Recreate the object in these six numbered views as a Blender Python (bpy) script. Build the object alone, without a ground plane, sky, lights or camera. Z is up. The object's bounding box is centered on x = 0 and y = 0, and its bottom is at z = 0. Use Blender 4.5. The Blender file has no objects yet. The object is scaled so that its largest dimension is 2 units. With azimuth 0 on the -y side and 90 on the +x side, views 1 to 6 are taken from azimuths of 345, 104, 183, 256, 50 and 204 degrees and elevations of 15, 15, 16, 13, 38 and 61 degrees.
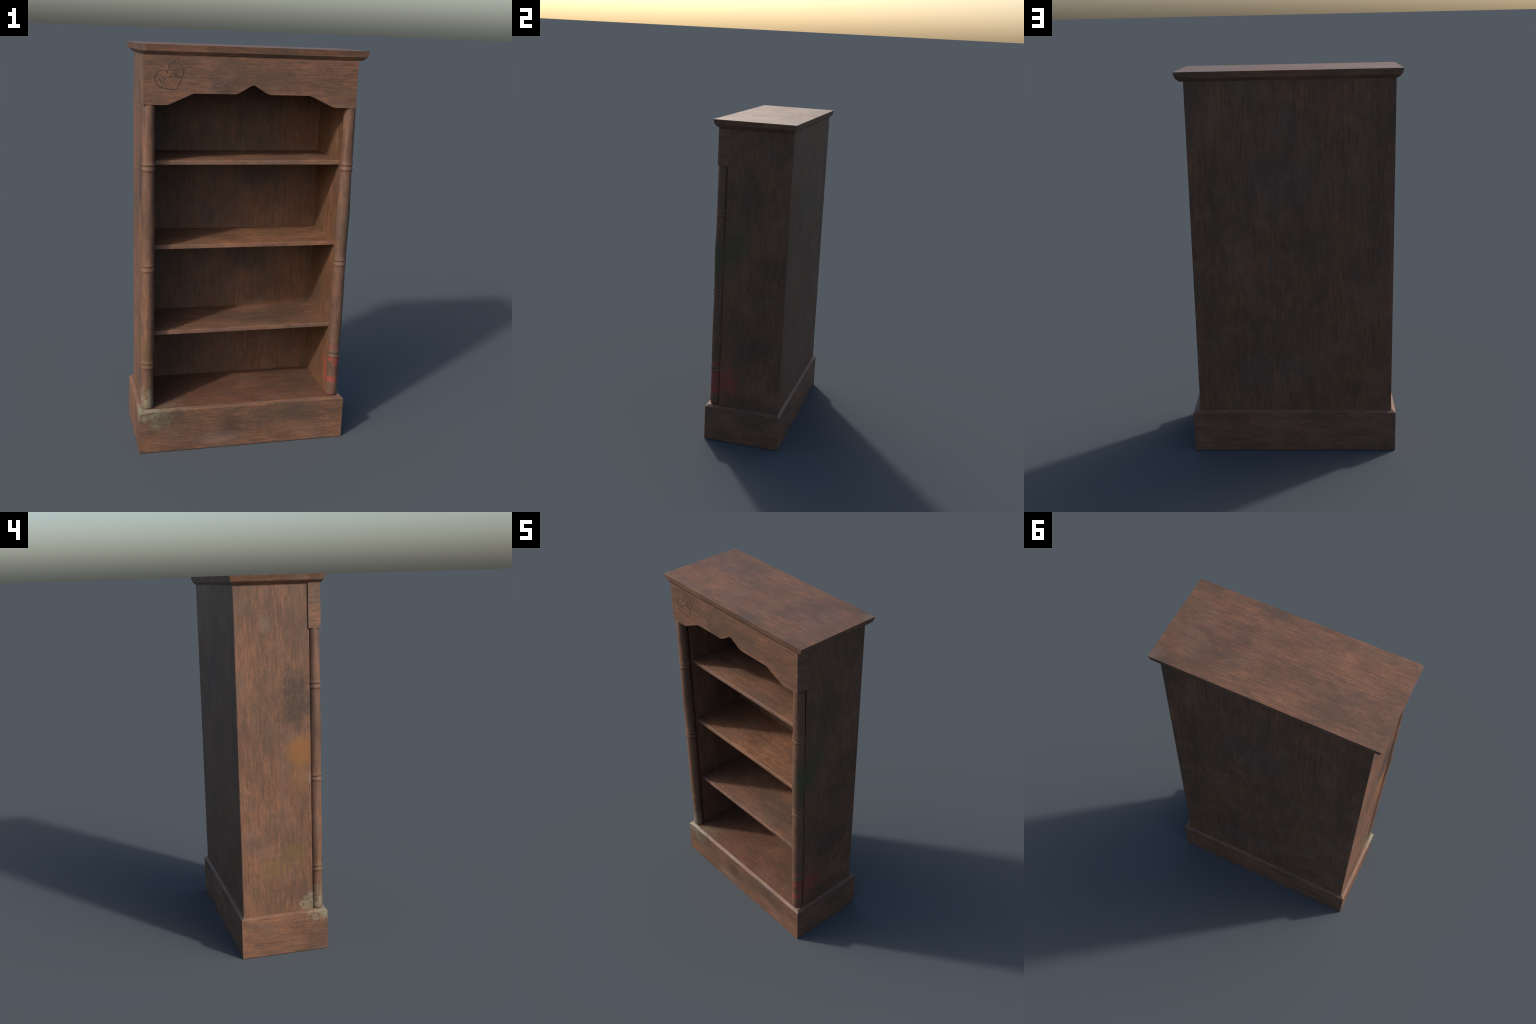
"""Old stained-wood bookcase: plinth, two side panels, back panel, three shelves,
floor board, turned half columns, a scalloped valance and a moulded cornice."""
import bpy, bmesh, math
from mathutils import Vector

# ------------------------------------------------------------------ sizes (m)
PLINTH_X, PLINTH_Y = 0.5370, 0.2390          # half sizes of the plinth
PLINTH_EDGE_Z, PLINTH_TOP_Z = 0.2185, 0.2295  # lower / upper line of its chamfer
LEDGE_X, LEDGE_Y = 0.5210, 0.2228            # half sizes at the chamfer's upper line
OUT_L, OUT_R = -0.5138, 0.5010               # outer faces of the side panels
IN_L, IN_R = -0.4725, 0.4615                 # inner faces of the side panels
PANEL_FRONT, BACK_IN, BACK_OUT = -0.1632, 0.1840, 0.2225
CEILING = 1.9545                             # underside of the cornice
VAL_FRONT, VAL_BACK, VAL_MID, VAL_HALF = -0.2225, -0.1580, -0.0098, 0.5113
VAL_LOW = 1.7315
COL_Y, COL_XL, COL_XR = -0.1928, -0.4920, 0.4820
SHELVES = (0.5975, 1.0375, 1.4485)           # undersides
SHELF_T, SHELF_FRONT = 0.0205, -0.1530

# ------------------------------------------------------------------ helpers
root = bpy.data.objects.new("bookcase", None)
bpy.context.scene.collection.objects.link(root)
root.empty_display_size = 0.2
root["label"] = "tall narrow old brown wooden bookcase with turned columns"
root["category"] = "bookcase"


def add(name, bm, mat, parent=None, smooth=None, bevel=0.0, segs=2):
    bmesh.ops.recalc_face_normals(bm, faces=bm.faces)
    if bevel:
        edges = [e for e in bm.edges if len(e.link_faces) == 2 and e.calc_face_angle(0) > 0.35]
        bmesh.ops.bevel(bm, geom=edges, offset=bevel, segments=segs, profile=0.5,
                        affect='EDGES', clamp_overlap=True)
    me = bpy.data.meshes.new(name)
    bm.to_mesh(me)
    bm.free()
    ob = bpy.data.objects.new(name, me)
    bpy.context.scene.collection.objects.link(ob)
    ob.parent = parent or root
    me.materials.append(mat)
    if smooth:
        for p in me.polygons:
            p.use_smooth = True
        me.set_sharp_from_angle(angle=smooth)
    return ob


def box(x0, x1, y0, y1, z0, z1):
    bm = bmesh.new()
    v = [bm.verts.new((x, y, z)) for z in (z0, z1) for y in (y0, y1) for x in (x0, x1)]
    for f in ((0, 1, 3, 2), (4, 5, 7, 6), (0, 1, 5, 4), (2, 3, 7, 6), (0, 2, 6, 4), (1, 3, 7, 5)):
        bm.faces.new([v[i] for i in f])
    return bm


def rect_loft(rings):
    """Stack of centred rectangles (half x, half y, z), lofted and capped."""
    bm = bmesh.new()
    rows = [[bm.verts.new((sx * hx, sy * hy, z)) for sx, sy in ((-1, -1), (1, -1), (1, 1), (-1, 1))]
            for hx, hy, z in rings]
    for a, b in zip(rows, rows[1:]):
        for i in range(4):
            bm.faces.new((a[i], a[(i + 1) % 4], b[(i + 1) % 4], b[i]))
    bm.faces.new(rows[0][::-1])
    bm.faces.new(rows[-1])
    return bm


def prism_y(outline, y0, y1):
    """Outline in x,z extruded along y."""
    bm = bmesh.new()
    a = [bm.verts.new((x, y0, z)) for x, z in outline]
    b = [bm.verts.new((x, y1, z)) for x, z in outline]
    n = len(a)
    bm.faces.new(a)
    bm.faces.new(b[::-1])
    for i in range(n):
        bm.faces.new((a[i], b[i], b[(i + 1) % n], a[(i + 1) % n]))
    return bm


def lathe(profile, cx, cy, n=40):
    bm = bmesh.new()
    rows = []
    for z, r in profile:
        rows.append([bm.verts.new((cx + r * math.cos(2 * math.pi * i / n),
                                   cy + r * math.sin(2 * math.pi * i / n), z)) for i in range(n)])
    for a, b in zip(rows, rows[1:]):
        for i in range(n):
            bm.faces.new((a[i], a[(i + 1) % n], b[(i + 1) % n], b[i]))
    bm.faces.new(rows[0][::-1])
    bm.faces.new(rows[-1])
    return bm


# ------------------------------------------------------------------ materials
def lin(r, g, b):
    f = lambda c: ((c / 255 + 0.055) / 1.055) ** 2.4 if c > 10.3 else c / 255 / 12.92
    return (f(r), f(g), f(b), 1.0)


class Nodes:
    """Small wrapper that makes node sums readable."""

    def __init__(self, mat):
        mat.use_nodes = True
        self.t = mat.node_tree
        self.t.nodes.clear()

    def new(self, kind, **props):
        n = self.t.nodes.new(kind)
        for k, v in props.items():
            setattr(n, k, v)
        return n

    def put(self, sock, v):
        if isinstance(v, bpy.types.NodeSocket):
            self.t.links.new(v, sock)
        elif v is not None:
            sock.default_value = v

    def math(self, op, a, b=None, clamp=False):
        n = self.new("ShaderNodeMath", operation=op, use_clamp=clamp)
        self.put(n.inputs[0], a)
        if b is not None:
            self.put(n.inputs[1], b)
        return n.outputs[0]

    def vec(self, op, a, b=None):
        n = self.new("ShaderNodeVectorMath", operation=op)
        self.put(n.inputs[0], a)
        if b is not None:
            self.put(n.inputs[1], b)
        return n.outputs["Value"] if op == "LENGTH" else n.outputs["Vector"]

    def noise(self, vector, scale, detail=4.0, rough=0.55, dist=0.0):
        n = self.new("ShaderNodeTexNoise")
        self.put(n.inputs["Vector"], vector)
        n.inputs["Scale"].default_value = scale
        n.inputs["Detail"].default_value = detail
        n.inputs["Roughness"].default_value = rough
        n.inputs["Distortion"].default_value = dist
        return n.outputs["Fac"]

    def step(self, v, lo, hi, out0=0.0, out1=1.0):
        n = self.new("ShaderNodeMapRange", interpolation_type='SMOOTHSTEP')
        self.put(n.inputs["Value"], v)
        n.inputs["From Min"].default_value = lo
        n.inputs["From Max"].default_value = hi
        n.inputs["To Min"].default_value = out0
        n.inputs["To Max"].default_value = out1
        return n.outputs["Result"]

    def mix(self, fac, a, b, mode='MIX'):
        n = self.new("ShaderNodeMix", data_type='RGBA', blend_type=mode)
        self.put(n.inputs[0], fac)
        self.put(n.inputs[6], a)
        self.put(n.inputs[7], b)
        return n.outputs[2]

    def ramp(self, fac, stops):
        n = self.new("ShaderNodeValToRGB")
        self.put(n.inputs[0], fac)
        els = n.color_ramp.elements
        while len(els) < len(stops):
            els.new(0.5)
        for e, (p, c) in zip(els, stops):
            e.position, e.color = p, c
        return n.outputs[0]


# stains, paint, growth and some painted-in shade on the wood: centre, radii, colour, strength,
# noise scale, raggedness, softness
RED, GREEN = lin(140, 58, 52), lin(52, 72, 44)
OCHRE, MOSS = lin(124, 82, 37), lin(98, 84, 40)
LICHEN, SOOT_SHADE = lin(122, 116, 96), lin(52, 46, 42)
CHALK, SLATE = lin(138, 128, 122), lin(74, 74, 80)
STAINS = {
    "side_left": [
        ((-0.515, -0.085, 1.365), (0.03, 0.115, 0.180), SOOT_SHADE, 0.78, 26, 0.9, 0.75),
        ((-0.515, -0.085, 1.470), (0.03, 0.075, 0.065), SOOT_SHADE, 0.5, 26, 0.9, 0.9),
        ((-0.515, -0.060, 1.700), (0.02, 0.070, 0.150), SOOT_SHADE, 0.30, 9, 0.9, 0.9),
        ((-0.515, 0.160, 0.630), (0.02, 0.070, 0.070), SOOT_SHADE, 0.45, 14, 0.9, 0.9),
        ((-0.515, -0.090, 0.330), (0.02, 0.110, 0.090), SOOT_SHADE, 0.38, 10, 0.9, 0.9),
        ((-0.515, -0.108, 1.105), (0.02, 0.084, 0.092), OCHRE, 0.72, 5, 0.25, 0.6),
        ((-0.515, -0.110, 0.960), (0.02, 0.065, 0.100), OCHRE, 0.34, 8, 0.5, 0.9),
        ((-0.515, -0.085, 0.570), (0.02, 0.060, 0.065), MOSS, 0.45, 42, 1.7, 0.35),
        ((-0.515, 0.045, 0.485), (0.02, 0.085, 0.060), MOSS, 0.48, 42, 1.7, 0.35),
        ((-0.515, -0.150, 0.265), (0.03, 0.055, 0.055), LICHEN, 0.75, 34, 1.3, 0.22),
        ((-0.515, -0.155, 0.960), (0.02, 0.008, 0.035), CHALK, 0.35, 40, 0.8, 0.6),
        ((-0.515, 0.050, 1.535), (0.02, 0.004, 0.0035), CHALK, 0.4, 40, 0.5, 0.5),
        ((-0.515, 0.095, 1.512), (0.02, 0.003, 0.003), CHALK, 0.3, 40, 0.5, 0.5),
        ((-0.515, 0.065, 1.770), (0.02, 0.035, 0.060), CHALK, 0.15, 14, 0.9, 0.9),
    ],
    "side_right": [
        ((0.503, -0.065, 1.290), (0.02, 0.060, 0.120), GREEN, 0.50, 9, 0.6, 0.9),
        ((0.503, -0.130, 1.185), (0.02, 0.055, 0.120), GREEN, 0.55, 9, 0.5, 0.9),
        ((0.503, -0.110, 0.370), (0.02, 0.078, 0.100), RED, 0.72, 20, 1.0, 0.7),
        ((0.503, -0.115, 0.470), (0.02, 0.045, 0.060), RED, 0.32, 24, 1.2, 0.6),
        ((0.503, 0.030, 0.630), (0.02, 0.180, 0.110), SOOT_SHADE, 0.55, 9, 0.9, 0.9),
        ((0.503, -0.030, 0.275), (0.02, 0.130, 0.055), SOOT_SHADE, 0.55, 12, 0.9, 0.9),
        ((0.503, -0.020, 1.550), (0.02, 0.110, 0.220), SOOT_SHADE, 0.35, 7, 0.9, 0.9),
        ((0.460, -0.138, 0.345), (0.02, 0.030, 0.085), RED, 0.7, 26, 1.2, 0.7),
        ((0.460, -0.090, 0.380), (0.02, 0.035, 0.055), RED, 0.3, 30, 1.2, 0.6),
        ((0.460, -0.020, 0.380), (0.02, 0.110, 0.130), SOOT_SHADE, 0.40, 8, 0.8, 0.9),
        ((0.460, 0.100, 0.700), (0.02, 0.120, 0.080), SOOT_SHADE, 0.40, 8, 0.8, 0.9),
        ((0.460, -0.100, 1.570), (0.02, 0.015, 0.050), CHALK, 0.18, 20, 0.8, 0.8),
    ],
    "column_left": [
        ((-0.492, -0.192, 0.270), (0.05, 0.05, 0.100), LICHEN, 0.92, 34, 1.1, 0.5),
        ((-0.492, -0.192, 0.235), (0.05, 0.05, 0.040), LICHEN, 0.75, 40, 0.9, 0.5),
        ((-0.495, -0.205, 0.545), (0.04, 0.04, 0.090), MOSS, 0.3, 40, 1.5, 0.4),
        ((-0.492, -0.205, 0.475), (0.04, 0.04, 0.022), MOSS, 0.45, 30, 0.9, 0.4),
    ],
    "column_right": [
        ((0.512, -0.200, 1.175), (0.030, 0.045, 0.130), GREEN, 0.62, 9, 0.4, 0.9),
        ((0.500, -0.222, 1.130), (0.020, 0.020, 0.050), MOSS, 0.35, 9, 0.4, 0.9),
        ((0.482, -0.192, 0.503), (0.06, 0.06, 0.020), RED, 0.6, 34, 1.2, 0.5),
        ((0.485, -0.200, 0.437), (0.06, 0.06, 0.018), RED, 0.85, 22, 0.8, 0.4),
        ((0.492, -0.200, 0.412), (0.030, 0.05, 0.025), RED, 0.65, 26, 0.9, 0.5),
        ((0.486, -0.192, 0.322), (0.06, 0.06, 0.024), RED, 0.88, 20, 0.8, 0.35),
        ((0.510, -0.180, 0.370), (0.020, 0.05, 0.075), RED, 0.55, 24, 1.0, 0.5),
        ((0.482, -0.192, 0.240), (0.06, 0.06, 0.024), RED, 0.3, 20, 0.8, 0.7),
    ],
    "plinth": [
        ((-0.520, -0.235, 0.215), (0.12, 0.06, 0.055), LICHEN, 0.85, 32, 1.3, 0.5),
        ((-0.430, -0.238, 0.170), (0.085, 0.03, 0.050), LICHEN, 0.6, 40, 1.6, 0.4),
        ((-0.440, -0.230, 0.222), (0.130, 0.02, 0.018), LICHEN, 0.48, 44, 1.4, 0.5),
        ((-0.537, -0.190, 0.205), (0.02, 0.070, 0.040), LICHEN, 0.72, 30, 1.4, 0.4),
        ((-0.410, -0.239, 0.185), (0.12, 0.02, 0.055), SOOT_SHADE, 0.55, 14, 0.9, 0.9),
        ((-0.060, -0.239, 0.120), (0.16, 0.02, 0.075), SOOT_SHADE, 0.50, 9, 0.8, 0.9),
        ((0.330, -0.239, 0.150), (0.18, 0.02, 0.070), SOOT_SHADE, 0.45, 9, 0.8, 0.9),
        ((-0.130, -0.239, 0.050), (0.14, 0.02, 0.040), CHALK, 0.16, 9, 0.8, 0.9),
        ((-0.538, 0.080, 0.080), (0.02, 0.10, 0.06), SOOT_SHADE, 0.35, 9, 0.8, 0.9),
        ((0.535, -0.120, 0.227), (0.05, 0.07, 0.02), RED, 0.25, 26, 1.2, 0.5),
    ],
    "valance": [
        ((-0.155, -0.2225, 1.815), (0.080, 0.02, 0.055), SOOT_SHADE, 0.65, 18, 1.0, 0.8),
        ((-0.190, -0.2225, 1.868), (0.050, 0.02, 0.035), SOOT_SHADE, 0.45, 20, 1.0, 0.8),
        ((-0.362, -0.2225, 1.885), (0.045, 0.02, 0.040), SOOT_SHADE, 0.4, 22, 1.0, 0.7),
        ((-0.410, -0.2225, 1.935), (0.095, 0.02, 0.028), SOOT_SHADE, 0.4, 18, 1.0, 0.8),
        ((-0.295, -0.2225, 1.872), (0.050, 0.02, 0.028), SOOT_SHADE, 0.45, 20, 1.0, 0.8),
        ((0.380, -0.2225, 1.930), (0.110, 0.02, 0.030), SOOT_SHADE, 0.15, 14, 1.0, 0.8),
        ((0.150, -0.2225, 1.880), (0.200, 0.02, 0.060), SOOT_SHADE, 0.2, 8, 1.0, 0.9),
        ((-0.218, -0.2225, 1.905), (0.003, 0.02, 0.003), CHALK, 0.4, 40, 0.4, 0.5),
        ((0.230, -0.2225, 1.815), (0.004, 0.02, 0.006), CHALK, 0.25, 40, 0.4, 0.5),
    ],
    "cornice": [
        ((-0.530, -0.235, 1.985), (0.025, 0.045, 0.03), CHALK, 0.2, 40, 1.3, 0.9),
        ((-0.520, -0.245, 1.975), (0.003, 0.02, 0.003), CHALK, 0.9, 40, 0.4, 0.4),
        ((-0.545, -0.120, 1.985), (0.02, 0.05, 0.02), CHALK, 0.15, 46, 1.5, 0.9),
        ((0.535, 0.225, 2.0), (0.06, 0.05, 0.02), CHALK, 0.15, 18, 0.9, 0.9),
        ((0.400, 0.080, 2.0), (0.13, 0.08, 0.02), CHALK, 0.05, 9, 1.6, 0.9),
        ((0.180, -0.060, 2.0), (0.20, 0.10, 0.02), SOOT_SHADE, 0.22, 9, 0.9, 0.9),
        ((-0.100, 0.050, 2.0), (0.22, 0.09, 0.02), SOOT_SHADE, 0.25, 9, 0.9, 0.9),
        ((-0.300, 0.170, 2.0), (0.18, 0.05, 0.02), SOOT_SHADE, 0.20, 9, 0.9, 0.9),
        ((-0.215, -0.005, 2.0), (0.005, 0.004, 0.02), CHALK, 0.4, 40, 0.4, 0.5),
        ((0.260, -0.150, 2.0), (0.006, 0.004, 0.02), CHALK, 0.3, 40, 0.4, 0.5),
        ((0.230, 0.110, 2.0), (0.012, 0.004, 0.02), CHALK, 0.22, 60, 0.9, 0.5),
    ],
    "back": [  # inner-face dark patches: uneven tone, and at left baked shade painted in
        ((-0.370, 0.183, 1.620), (0.14, 0.02, 0.22), SOOT_SHADE, 0.50, 7, 0.9, 0.9),
        ((0.130, 0.183, 1.740), (0.16, 0.02, 0.12), SOOT_SHADE, 0.45, 7, 0.9, 0.9),
        ((-0.350, 0.183, 1.250), (0.16, 0.02, 0.20), SOOT_SHADE, 0.50, 7, 0.9, 0.9),
        ((0.100, 0.183, 1.330), (0.15, 0.02, 0.12), SOOT_SHADE, 0.50, 7, 0.9, 0.9),
        ((-0.340, 0.183, 0.830), (0.17, 0.02, 0.18), SOOT_SHADE, 0.50, 7, 0.9, 0.9),
        ((0.060, 0.183, 0.900), (0.14, 0.02, 0.12), SOOT_SHADE, 0.40, 7, 0.9, 0.9),
        ((-0.300, 0.183, 0.420), (0.16, 0.02, 0.14), SOOT_SHADE, 0.45, 7, 0.9, 0.9),
        ((0.350, 0.183, 0.420), (0.12, 0.02, 0.12), SOOT_SHADE, 0.35, 7, 0.9, 0.9),
        ((0.020, 0.222, 1.450), (0.26, 0.02, 0.16), SLATE, 0.2, 6, 0.8, 0.9),
        ((0.070, 0.222, 0.460), (0.26, 0.02, 0.17), SLATE, 0.18, 6, 0.8, 0.9),
        ((0.040, 0.222, 1.740), (0.10, 0.02, 0.10), SLATE, 0.14, 8, 0.8, 0.9),
        ((0.380, 0.222, 1.430), (0.08, 0.02, 0.30), SOOT_SHADE, 0.35, 6, 0.8, 0.9),
        ((-0.430, 0.222, 1.300), (0.07, 0.02, 0.55), SOOT_SHADE, 0.40, 6, 0.8, 0.9),
        ((0.107, 0.222, 1.048), (0.008, 0.02, 0.014), SLATE, 0.75, 60, 0.6, 0.4),
        ((0.1025, 0.222, 1.015), (0.005, 0.02, 0.022), SLATE, 0.70, 60, 0.6, 0.4),
        ((-0.440, 0.222, 1.085), (0.020, 0.02, 0.030), SLATE, 0.35, 30, 0.9, 0.7),
        ((-0.330, 0.222, 0.990), (0.018, 0.02, 0.030), SLATE, 0.35, 30, 0.9, 0.7),
    ],
    "floor": [
        ((-0.400, -0.190, 0.232), (0.09, 0.05, 0.02), LICHEN, 0.28, 36, 1.4, 0.5),
        ((0.300, 0.060, 0.232), (0.22, 0.14, 0.02), SOOT_SHADE, 0.35, 8, 0.8, 0.9),
    ],
    "shelf_low": [
        ((0.080, -0.010, 0.618), (0.30, 0.13, 0.02), SOOT_SHADE, 0.60, 7, 0.7, 0.9),
        ((0.330, 0.080, 0.618), (0.16, 0.12, 0.02), SOOT_SHADE, 0.50, 7, 0.7, 0.9),
    ],
    "shelf_mid": [],
    "shelf_high": [
        ((-0.250, -0.050, 1.4695), (0.16, 0.09, 0.02), SOOT_SHADE, 0.35, 8, 0.8, 0.9),
    ],
}

TONES = {  # dark grain, body, light grain
    "normal": (lin(74, 54, 45), lin(103, 73, 57), lin(138, 94, 66)),
    "warm": (lin(74, 52, 41), lin(108, 74, 54), lin(154, 102, 64)),
    "red": (lin(70, 49, 40), lin(97, 66, 52), lin(126, 84, 60)),
    "dark": (lin(68, 48, 37), lin(94, 65, 47), lin(128, 85, 55)),
}


def wood(name, grain, offset, stains=(), tone="normal", grime=0.55, contrast=1.0, wear=None):
    """Stained wood: long fine grain along one axis, brown to orange streaks,
    grey grime clouds, and the stains that sit on this part."""
    mat = bpy.data.materials.new(name)
    n = Nodes(mat)
    pos = n.new("ShaderNodeTexCoord").outputs["Object"]
    p = n.vec("ADD", pos, Vector(offset))
    axis = "xyz".index(grain)
    if grain == "x":
        # boards running round the case: on their ends the grain runs along y
        nrm = n.new("ShaderNodeSeparateXYZ")
        n.put(nrm.inputs[0], n.new("ShaderNodeNewGeometry").outputs["True Normal"])
        ax, ay = n.math("ABSOLUTE", nrm.outputs[0]), n.math("ABSOLUTE", nrm.outputs[1])
        side = n.math("GREATER_THAN", n.math("SUBTRACT", ax, ay), 0.3)
        sp = n.new("ShaderNodeSeparateXYZ")
        n.put(sp.inputs[0], p)
        sw = n.new("ShaderNodeCombineXYZ")
        for i, j in enumerate((1, 0, 2)):
            n.put(sw.inputs[i], sp.outputs[j])
        mv = n.new("ShaderNodeMix", data_type='VECTOR')
        n.put(mv.inputs[0], side)
        n.put(mv.inputs[4], p)
        n.put(mv.inputs[5], sw.outputs[0])
        p = mv.outputs[1]

    def stretched(along, across):
        s = [across] * 3
        s[axis] = along
        return n.vec("MULTIPLY", p, Vector(s))

    dark, body, light = TONES[tone]
    streak = n.noise(stretched(7.5, 125.0), 1.0, 5, 0.66, 0.12)    # 4 mm streaks
    fine = n.noise(stretched(42.0, 400.0), 1.0, 4, 0.72)            # fibres
    cloud = n.noise(p, 4.5, 5, 0.6, 0.3)                            # hand-sized clouds
    fleck = n.noise(stretched(26.0, 150.0), 1.0, 3, 0.6)
    tonev = n.math("ADD", n.math("MULTIPLY", streak, 0.58),
                   n.math("ADD", n.math("MULTIPLY", fine, 0.46 * contrast),
                          n.math("MULTIPLY", cloud, 0.30)))
    mottle = n.noise(stretched(15.0, 34.0), 1.0, 6, 0.72, 0.3)      # finger-sized mottling
    tonev = n.math("ADD", tonev, n.math("MULTIPLY", n.math("SUBTRACT", mottle, 0.5), 0.36))
    speck = n.noise(p, 230.0, 3, 0.65)                              # crisp pores and dents
    tonev = n.math("ADD", tonev, n.math("MULTIPLY", n.math("SUBTRACT", speck, 0.5), 0.34))
    col = n.ramp(n.step(tonev, 0.40, 0.94), [(0.0, dark), (0.48, body), (1.0, light)])
    # short bright flecks of bare fibre
    col = n.mix(n.math("MULTIPLY", n.step(fleck, 0.60, 0.76), 0.16), col, light)
    # dark pores
    pore = n.noise(stretched(16.0, 380.0), 1.0, 3, 0.6)
    col = n.mix(n.math("MULTIPLY", n.step(pore, 0.53, 0.68), 0.46), col, lin(58, 43, 36))
    # the old finish has aged unevenly: olive brown here, dull mauve brown there
    aged = n.noise(n.vec("ADD", stretched(4.0, 11.0), Vector((2.7, 5.9, 8.1))), 1.0, 6, 0.68, 0.25)
    col = n.mix(n.step(aged, 0.36, 0.49, 0.40, 0.0), col, lin(80, 67, 52))
    col = n.mix(n.step(aged, 0.53, 0.68, 0.0, 0.32), col, lin(110, 83, 73))
    # grey dust film in clouds, neutral grime in patches with its own speckle
    dust = n.noise(n.vec("ADD", p, Vector((3.1, 7.7, 1.3))), 6.0, 5, 0.62, 0.4)
    col = n.mix(n.math("MULTIPLY", n.step(dust, 0.47, 0.72), 0.30), col, lin(112, 90, 79))
    g1 = n.noise(n.vec("ADD", stretched(2.4, 5.2), Vector((9.2, 1.1, 4.6))), 1.0, 6, 0.66, 0.3)
    g2 = n.noise(p, 85.0, 4, 0.75)
    gm = n.step(n.math("ADD", g1, n.math("MULTIPLY", g2, 0.46)), 0.68, 0.92)
    col = n.mix(n.math("MULTIPLY", gm, grime), col, lin(67, 56, 46))
    if wear is not None:     # bare, dusty edge band between two heights or depths
        comp, lo, hi, amount = wear
        sep = n.new("ShaderNodeSeparateXYZ")
        n.put(sep.inputs[0], pos)
        v = sep.outputs["XYZ".index(comp)]
        band = n.math("MULTIPLY", n.step(v, lo - 0.0015, lo + 0.0005), n.step(v, hi, hi + 0.002, 1.0, 0.0))
        rag = n.step(n.noise(p, 22.0, 4, 0.6), 0.30, 0.66)
        col = n.mix(n.math("MULTIPLY", n.math("MULTIPLY", band, rag), amount), col, lin(128, 102, 91))
    for c, r, colour, strength, scale, ragged, soft in stains:
        d = n.vec("LENGTH", n.vec("DIVIDE", n.vec("SUBTRACT", pos, Vector(c)), Vector(r)))
        rag = n.math("MULTIPLY", n.math("SUBTRACT", n.noise(pos, scale, 5, 0.62, 0.2), 0.5), 2.0 * ragged)
        m = n.step(n.math("ADD", d, rag), 1.0 - soft, 1.0 + 0.25 * soft, 1.0, 0.0)
        m = n.math("MULTIPLY", m, n.step(fine, 0.30, 0.52, 0.72, 1.0))
        if colour in (LICHEN, MOSS, RED, SOOT_SHADE):      # broken cover: wood shows through in speckles
            crust = colour == LICHEN
            m = n.math("MULTIPLY", m, n.step(n.noise(pos, 80.0 if colour == SOOT_SHADE else scale * 2.0, 5, 0.72),
                                           0.42 if crust else 0.34, 0.52 if crust else 0.58,
                                           0.10 if colour in (LICHEN, MOSS) else 0.45, 1.0))
        col = n.mix(n.math("MULTIPLY", m, strength, clamp=True), col, colour)
    bump = n.new("ShaderNodeBump")
    bump.inputs["Strength"].default_value = 0.16
    bump.inputs["Distance"].default_value = 0.0015
    n.put(bump.inputs["Height"], n.math("ADD", fine, n.math("MULTIPLY", streak, 0.5)))
    b = n.new("ShaderNodeBsdfPrincipled")
    n.put(b.inputs["Base Color"], col)
    n.put(b.inputs["Roughness"], n.step(cloud, 0.3, 0.7, 0.50, 0.64))
    b.inputs["Specular IOR Level"].default_value = 0.36
    n.put(b.inputs["Normal"], bump.outputs[0])
    out = n.new("ShaderNodeOutputMaterial")
    n.t.links.new(b.outputs[0], out.inputs[0])
    return mat


# ------------------------------------------------------------------ carcass
add("plinth", rect_loft([(PLINTH_X, PLINTH_Y, 0.0), (PLINTH_X, PLINTH_Y, PLINTH_EDGE_Z),
                         (LEDGE_X, LEDGE_Y, PLINTH_TOP_Z)]),
    wood("plinth_wood", "x", (0.0, 0.0, 0.0), STAINS["plinth"], grime=0.6), bevel=0.0008)

add("side_panel", box(OUT_L, IN_L, PANEL_FRONT, BACK_OUT - 0.0020, PLINTH_TOP_Z - 0.02, CEILING + 0.01),
    wood("left_side_wood", "z", (1.7, 0.4, 0.2), STAINS["side_left"]), bevel=0.0008)
add("side_panel", box(IN_R, OUT_R, PANEL_FRONT, BACK_OUT - 0.0020, PLINTH_TOP_Z - 0.02, CEILING + 0.01),
    wood("right_side_wood", "z", (4.3, 2.1, 0.9), STAINS["side_right"], tone="dark"), bevel=0.0008)
back = box(IN_L - 0.002, IN_R + 0.002, BACK_IN, BACK_OUT - 0.0010, PLINTH_TOP_Z - 0.02, CEILING + 0.01)
sheet = bpy.data.meshes.new("sheet")             # thin skin added to cover the side panels' rear edges
sheet_bm = box(OUT_L + 0.0004, OUT_R - 0.0004, BACK_OUT - 0.0022, BACK_OUT, PLINTH_TOP_Z - 0.02, CEILING + 0.01)
sheet_bm.to_mesh(sheet)
sheet_bm.free()
back.from_mesh(sheet)
bpy.data.meshes.remove(sheet)
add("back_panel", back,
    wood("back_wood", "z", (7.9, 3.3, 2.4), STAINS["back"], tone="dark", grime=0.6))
add("floor_board", box(IN_L + 0.0002, IN_R - 0.0002, -LEDGE_Y + 0.0012, BACK_IN - 0.0005, 0.205, PLINTH_TOP_Z + 0.0006),
    wood("floor_wood", "x", (2.2, 5.1, 3.0), STAINS["floor"], tone="red"))

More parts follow.
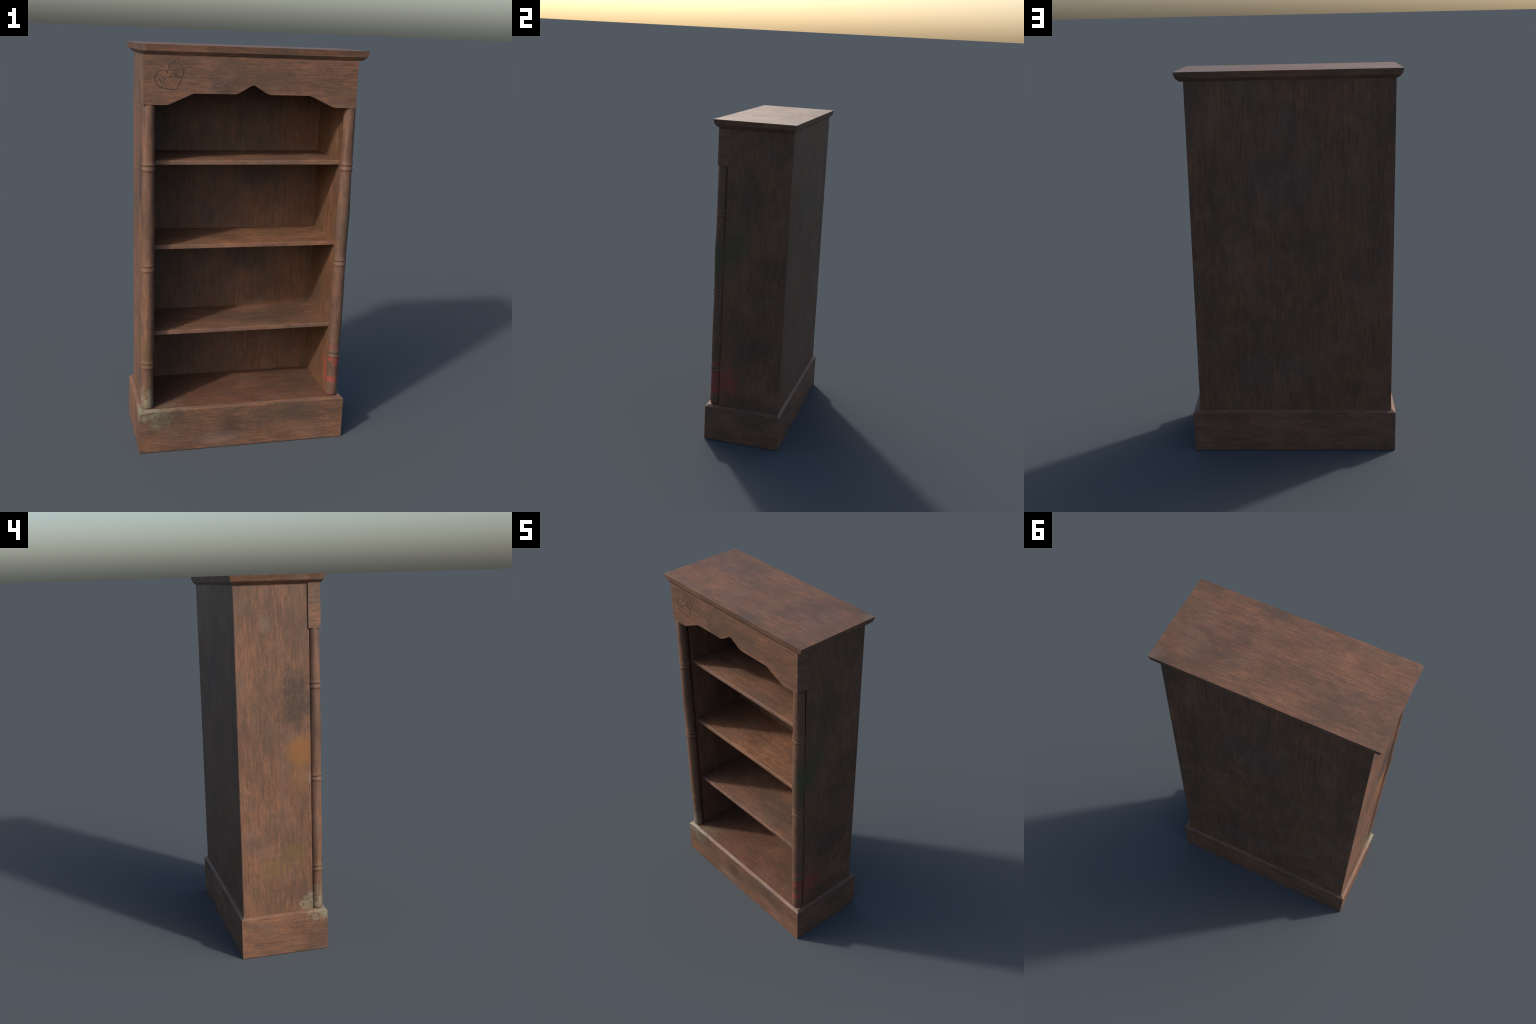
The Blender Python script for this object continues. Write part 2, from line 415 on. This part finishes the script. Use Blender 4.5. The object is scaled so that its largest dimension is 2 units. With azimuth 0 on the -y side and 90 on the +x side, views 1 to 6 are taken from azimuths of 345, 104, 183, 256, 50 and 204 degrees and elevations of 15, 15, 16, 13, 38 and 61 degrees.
for z, key, off, tone in ((SHELVES[0], "shelf_low", (0.3, 6.0, 1.0), "normal"),
                          (SHELVES[1], "shelf_mid", (3.6, 8.2, 2.0), "warm"),
                          (SHELVES[2], "shelf_high", (6.1, 1.2, 5.0), "normal")):
    bm = box(IN_L - 0.004, IN_R + 0.004, SHELF_FRONT, BACK_IN + 0.004, z, z + SHELF_T)
    front = [e for e in bm.edges if all(abs(v.co.y - SHELF_FRONT) < 1e-5 for v in e.verts)
             and abs(e.verts[0].co.z - e.verts[1].co.z) < 1e-5]
    front = [e for e in front if e.verts[0].co.z > z + 0.01]      # only the upper edge is rounded
    bmesh.ops.bevel(bm, geom=front, offset=0.0030, segments=3, profile=0.5, affect='EDGES')
    add("shelf", bm, wood(key + "_wood", "x", off, STAINS[key], tone=tone, grime=0.45,
                          wear=("Y", SHELF_FRONT, SHELF_FRONT + 0.004, 0.22)), smooth=0.6)

# ------------------------------------------------------------------ cornice
add("cornice", rect_loft([(0.5200, 0.2240, CEILING), (0.5375, 0.2375, 1.9705), (0.5470, 0.2437, 2.0)]),
    wood("cornice_wood", "x", (5.5, 2.8, 7.0), STAINS["cornice"], grime=0.55), bevel=0.0006)

# ------------------------------------------------------------------ valance
half = [(VAL_HALF, VAL_LOW), (0.4140, VAL_LOW), (0.4020, 0.0012 + VAL_LOW), (0.3900, 1.7360),
        (0.2890, 1.7817), (0.2800, 1.7845), (0.2690, 1.7857), (0.0870, 1.7857), (0.0760, 1.7880),
        (0.0660, 1.7918), (0.0100, 1.8256), (0.0045, 1.8270)]
outline = [(VAL_MID + x, z) for x, z in half] + [(VAL_MID - x, z) for x, z in reversed(half)]
outline += [(VAL_MID - VAL_HALF, CEILING + 0.006), (VAL_MID + VAL_HALF, CEILING + 0.006)]
val_mat = wood("valance_wood", "x", (8.4, 4.4, 6.1), STAINS["valance"], grime=0.55)
valance = add("valance", prism_y(outline, VAL_FRONT, VAL_BACK), val_mat, bevel=0.0006)

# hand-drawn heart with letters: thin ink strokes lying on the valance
ink = bpy.data.materials.new("faded_ink")
k = Nodes(ink)
pk = k.new("ShaderNodeTexCoord").outputs["Object"]
kc = k.mix(k.step(k.noise(k.vec("MULTIPLY", pk, Vector((60, 60, 300))), 1.0, 4), 0.35, 0.7),
           lin(50, 41, 35), lin(68, 54, 45))
kb = k.new("ShaderNodeBsdfPrincipled")
k.put(kb.inputs["Base Color"], kc)
kb.inputs["Roughness"].default_value = 0.6
k.t.links.new(kb.outputs[0], k.new("ShaderNodeOutputMaterial").inputs[0])


def smooth_path(pts, n=6):
    out = []
    for i in range(len(pts) - 1):
        p0, p1, p2, p3 = (Vector(pts[max(0, min(len(pts) - 1, i + d))]) for d in (-1, 0, 1, 2))
        for j in range(n):
            t = j / n
            out.append(0.5 * ((2 * p1) + (p2 - p0) * t + (2 * p0 - 5 * p1 + 4 * p2 - p3) * t * t
                              + (3 * p1 - p0 - 3 * p2 + p3) * t ** 3))
    return out + [Vector(pts[-1])]


def stroke(bm, path, width):
    """Flat ribbon 0.5 mm proud of the valance, tapering at its ends."""
    y0, y1 = VAL_FRONT + 0.0003, VAL_FRONT - 0.0005
    rows = []
    for i, c in enumerate(path):
        d = (path[min(i + 1, len(path) - 1)] - path[max(i - 1, 0)]).normalized()
        s = Vector((-d.y, d.x))
        f = min(1.0, 0.45 + 0.28 * min(i, len(path) - 1 - i))
        a, b = c + s * width * f, c - s * width * f
        rows.append([bm.verts.new(v) for v in ((a.x, y0, a.y), (a.x, y1, a.y), (b.x, y1, b.y), (b.x, y0, b.y))])
    for r, q in zip(rows, rows[1:]):
        for i in range(4):
            bm.faces.new((r[i], r[(i + 1) % 4], q[(i + 1) % 4], q[i]))
    bm.faces.new(rows[0])
    bm.faces.new(rows[-1][::-1])


heart_left = [(-0.4110, 1.8745), (-0.4200, 1.8845), (-0.4340, 1.8872), (-0.4500, 1.8815), (-0.4630, 1.8680),
              (-0.4685, 1.8470), (-0.4610, 1.8270), (-0.4470, 1.8140), (-0.4240, 1.8068), (-0.4000, 1.8030),
              (-0.3720, 1.8005)]
heart_right = [(-0.4110, 1.8745), (-0.4085, 1.8950), (-0.4000, 1.9130), (-0.3800, 1.9245), (-0.3600, 1.9180),
               (-0.3440, 1.9020), (-0.3395, 1.8820), (-0.3415, 1.8600), (-0.3500, 1.8410), (-0.3620, 1.8200),
               (-0.3720, 1.8005)]
letters = [
    [(-0.4388, 1.8180), (-0.4410, 1.8330), (-0.4500, 1.8500), (-0.4400, 1.8400), (-0.4275, 1.8295),
     (-0.4275, 1.8420), (-0.4330, 1.8545), (-0.4200, 1.8460), (-0.4075, 1.8345)],
    [(-0.4065, 1.8640), (-0.3930, 1.8560)], [(-0.4000, 1.8500), (-0.3985, 1.8680)],
    [(-0.3720, 1.8520), (-0.3770, 1.8680), (-0.3830, 1.8870)],
    [(-0.3840, 1.8880), (-0.3690, 1.8900), (-0.3660, 1.8790), (-0.3765, 1.8700)],
    [(-0.3765, 1.8700), (-0.3660, 1.8640), (-0.3560, 1.8560)],
]
bm = bmesh.new()
for path in (heart_left, heart_right):
    stroke(bm, smooth_path(path), 0.0022)
add("heart_drawing", bm, ink, parent=valance)
bm = bmesh.new()
for path in letters:
    pts = []
    for a, b in zip(path, path[1:]):          # straight pen strokes
        pts += [Vector(a).lerp(Vector(b), t) for t in (0, 0.33, 0.66)]
    stroke(bm, pts + [Vector(path[-1])], 0.0017)
add("letter_drawing", bm, ink, parent=valance)

# ------------------------------------------------------------------ columns
def ring(z, r, big=0.0030):
    """Flare, V groove and bead: a turned collar centred at height z."""
    return [(z + 0.034, r), (z + 0.024, r + 0.0006), (z + 0.016, r + 0.0016), (z + 0.0105, r + big),
            (z + 0.0085, r + big + 0.0002), (z + 0.0065, r + big - 0.0005), (z + 0.0030, r - 0.0002),
            (z + 0.0000, r - 0.0006), (z - 0.0060, r + 0.0012), (z - 0.0125, r + big - 0.0002),
            (z - 0.0155, r + big + 0.0003), (z - 0.0185, r + big - 0.0006), (z - 0.0235, r - 0.0004),
            (z - 0.0300, r - 0.0006)]


profile = [(VAL_LOW + 0.004, 0.0288), (1.700, 0.0290), (1.620, 0.0293), (1.550, 0.0298)] \
    + ring(1.4475, 0.0299) \
    + [(1.384, 0.0303), (1.340, 0.0309), (1.293, 0.0319), (1.255, 0.0334), (1.225, 0.0341), (1.195, 0.0341),
       (1.155, 0.0335), (1.110, 0.0325), (1.070, 0.0317), (1.023, 0.0310)] \
    + ring(0.9620, 0.0302) \
    + [(0.900, 0.0300), (0.855, 0.0309), (0.783, 0.0316), (0.684, 0.0319), (0.620, 0.0317), (0.573, 0.0311), (0.520, 0.0304)] \
    + ring(0.4645, 0.0296) \
    + [(0.400, 0.0294), (0.350, 0.0295), (0.300, 0.0298), (0.2520, 0.0302), (0.2420, 0.0300), (0.2365, 0.0289),
       (0.2325, 0.0268), (0.2300, 0.0235), (PLINTH_TOP_Z - 0.001, 0.0200)]
for x, key, off in ((COL_XL, "column_left", (1.1, 9.4, 0.5)), (COL_XR, "column_right", (6.6, 0.7, 3.5))):
    add("column", lathe(profile, x, COL_Y), wood(key + "_wood", "z", off, STAINS[key], grime=0.5, contrast=0.8),
        smooth=0.7)
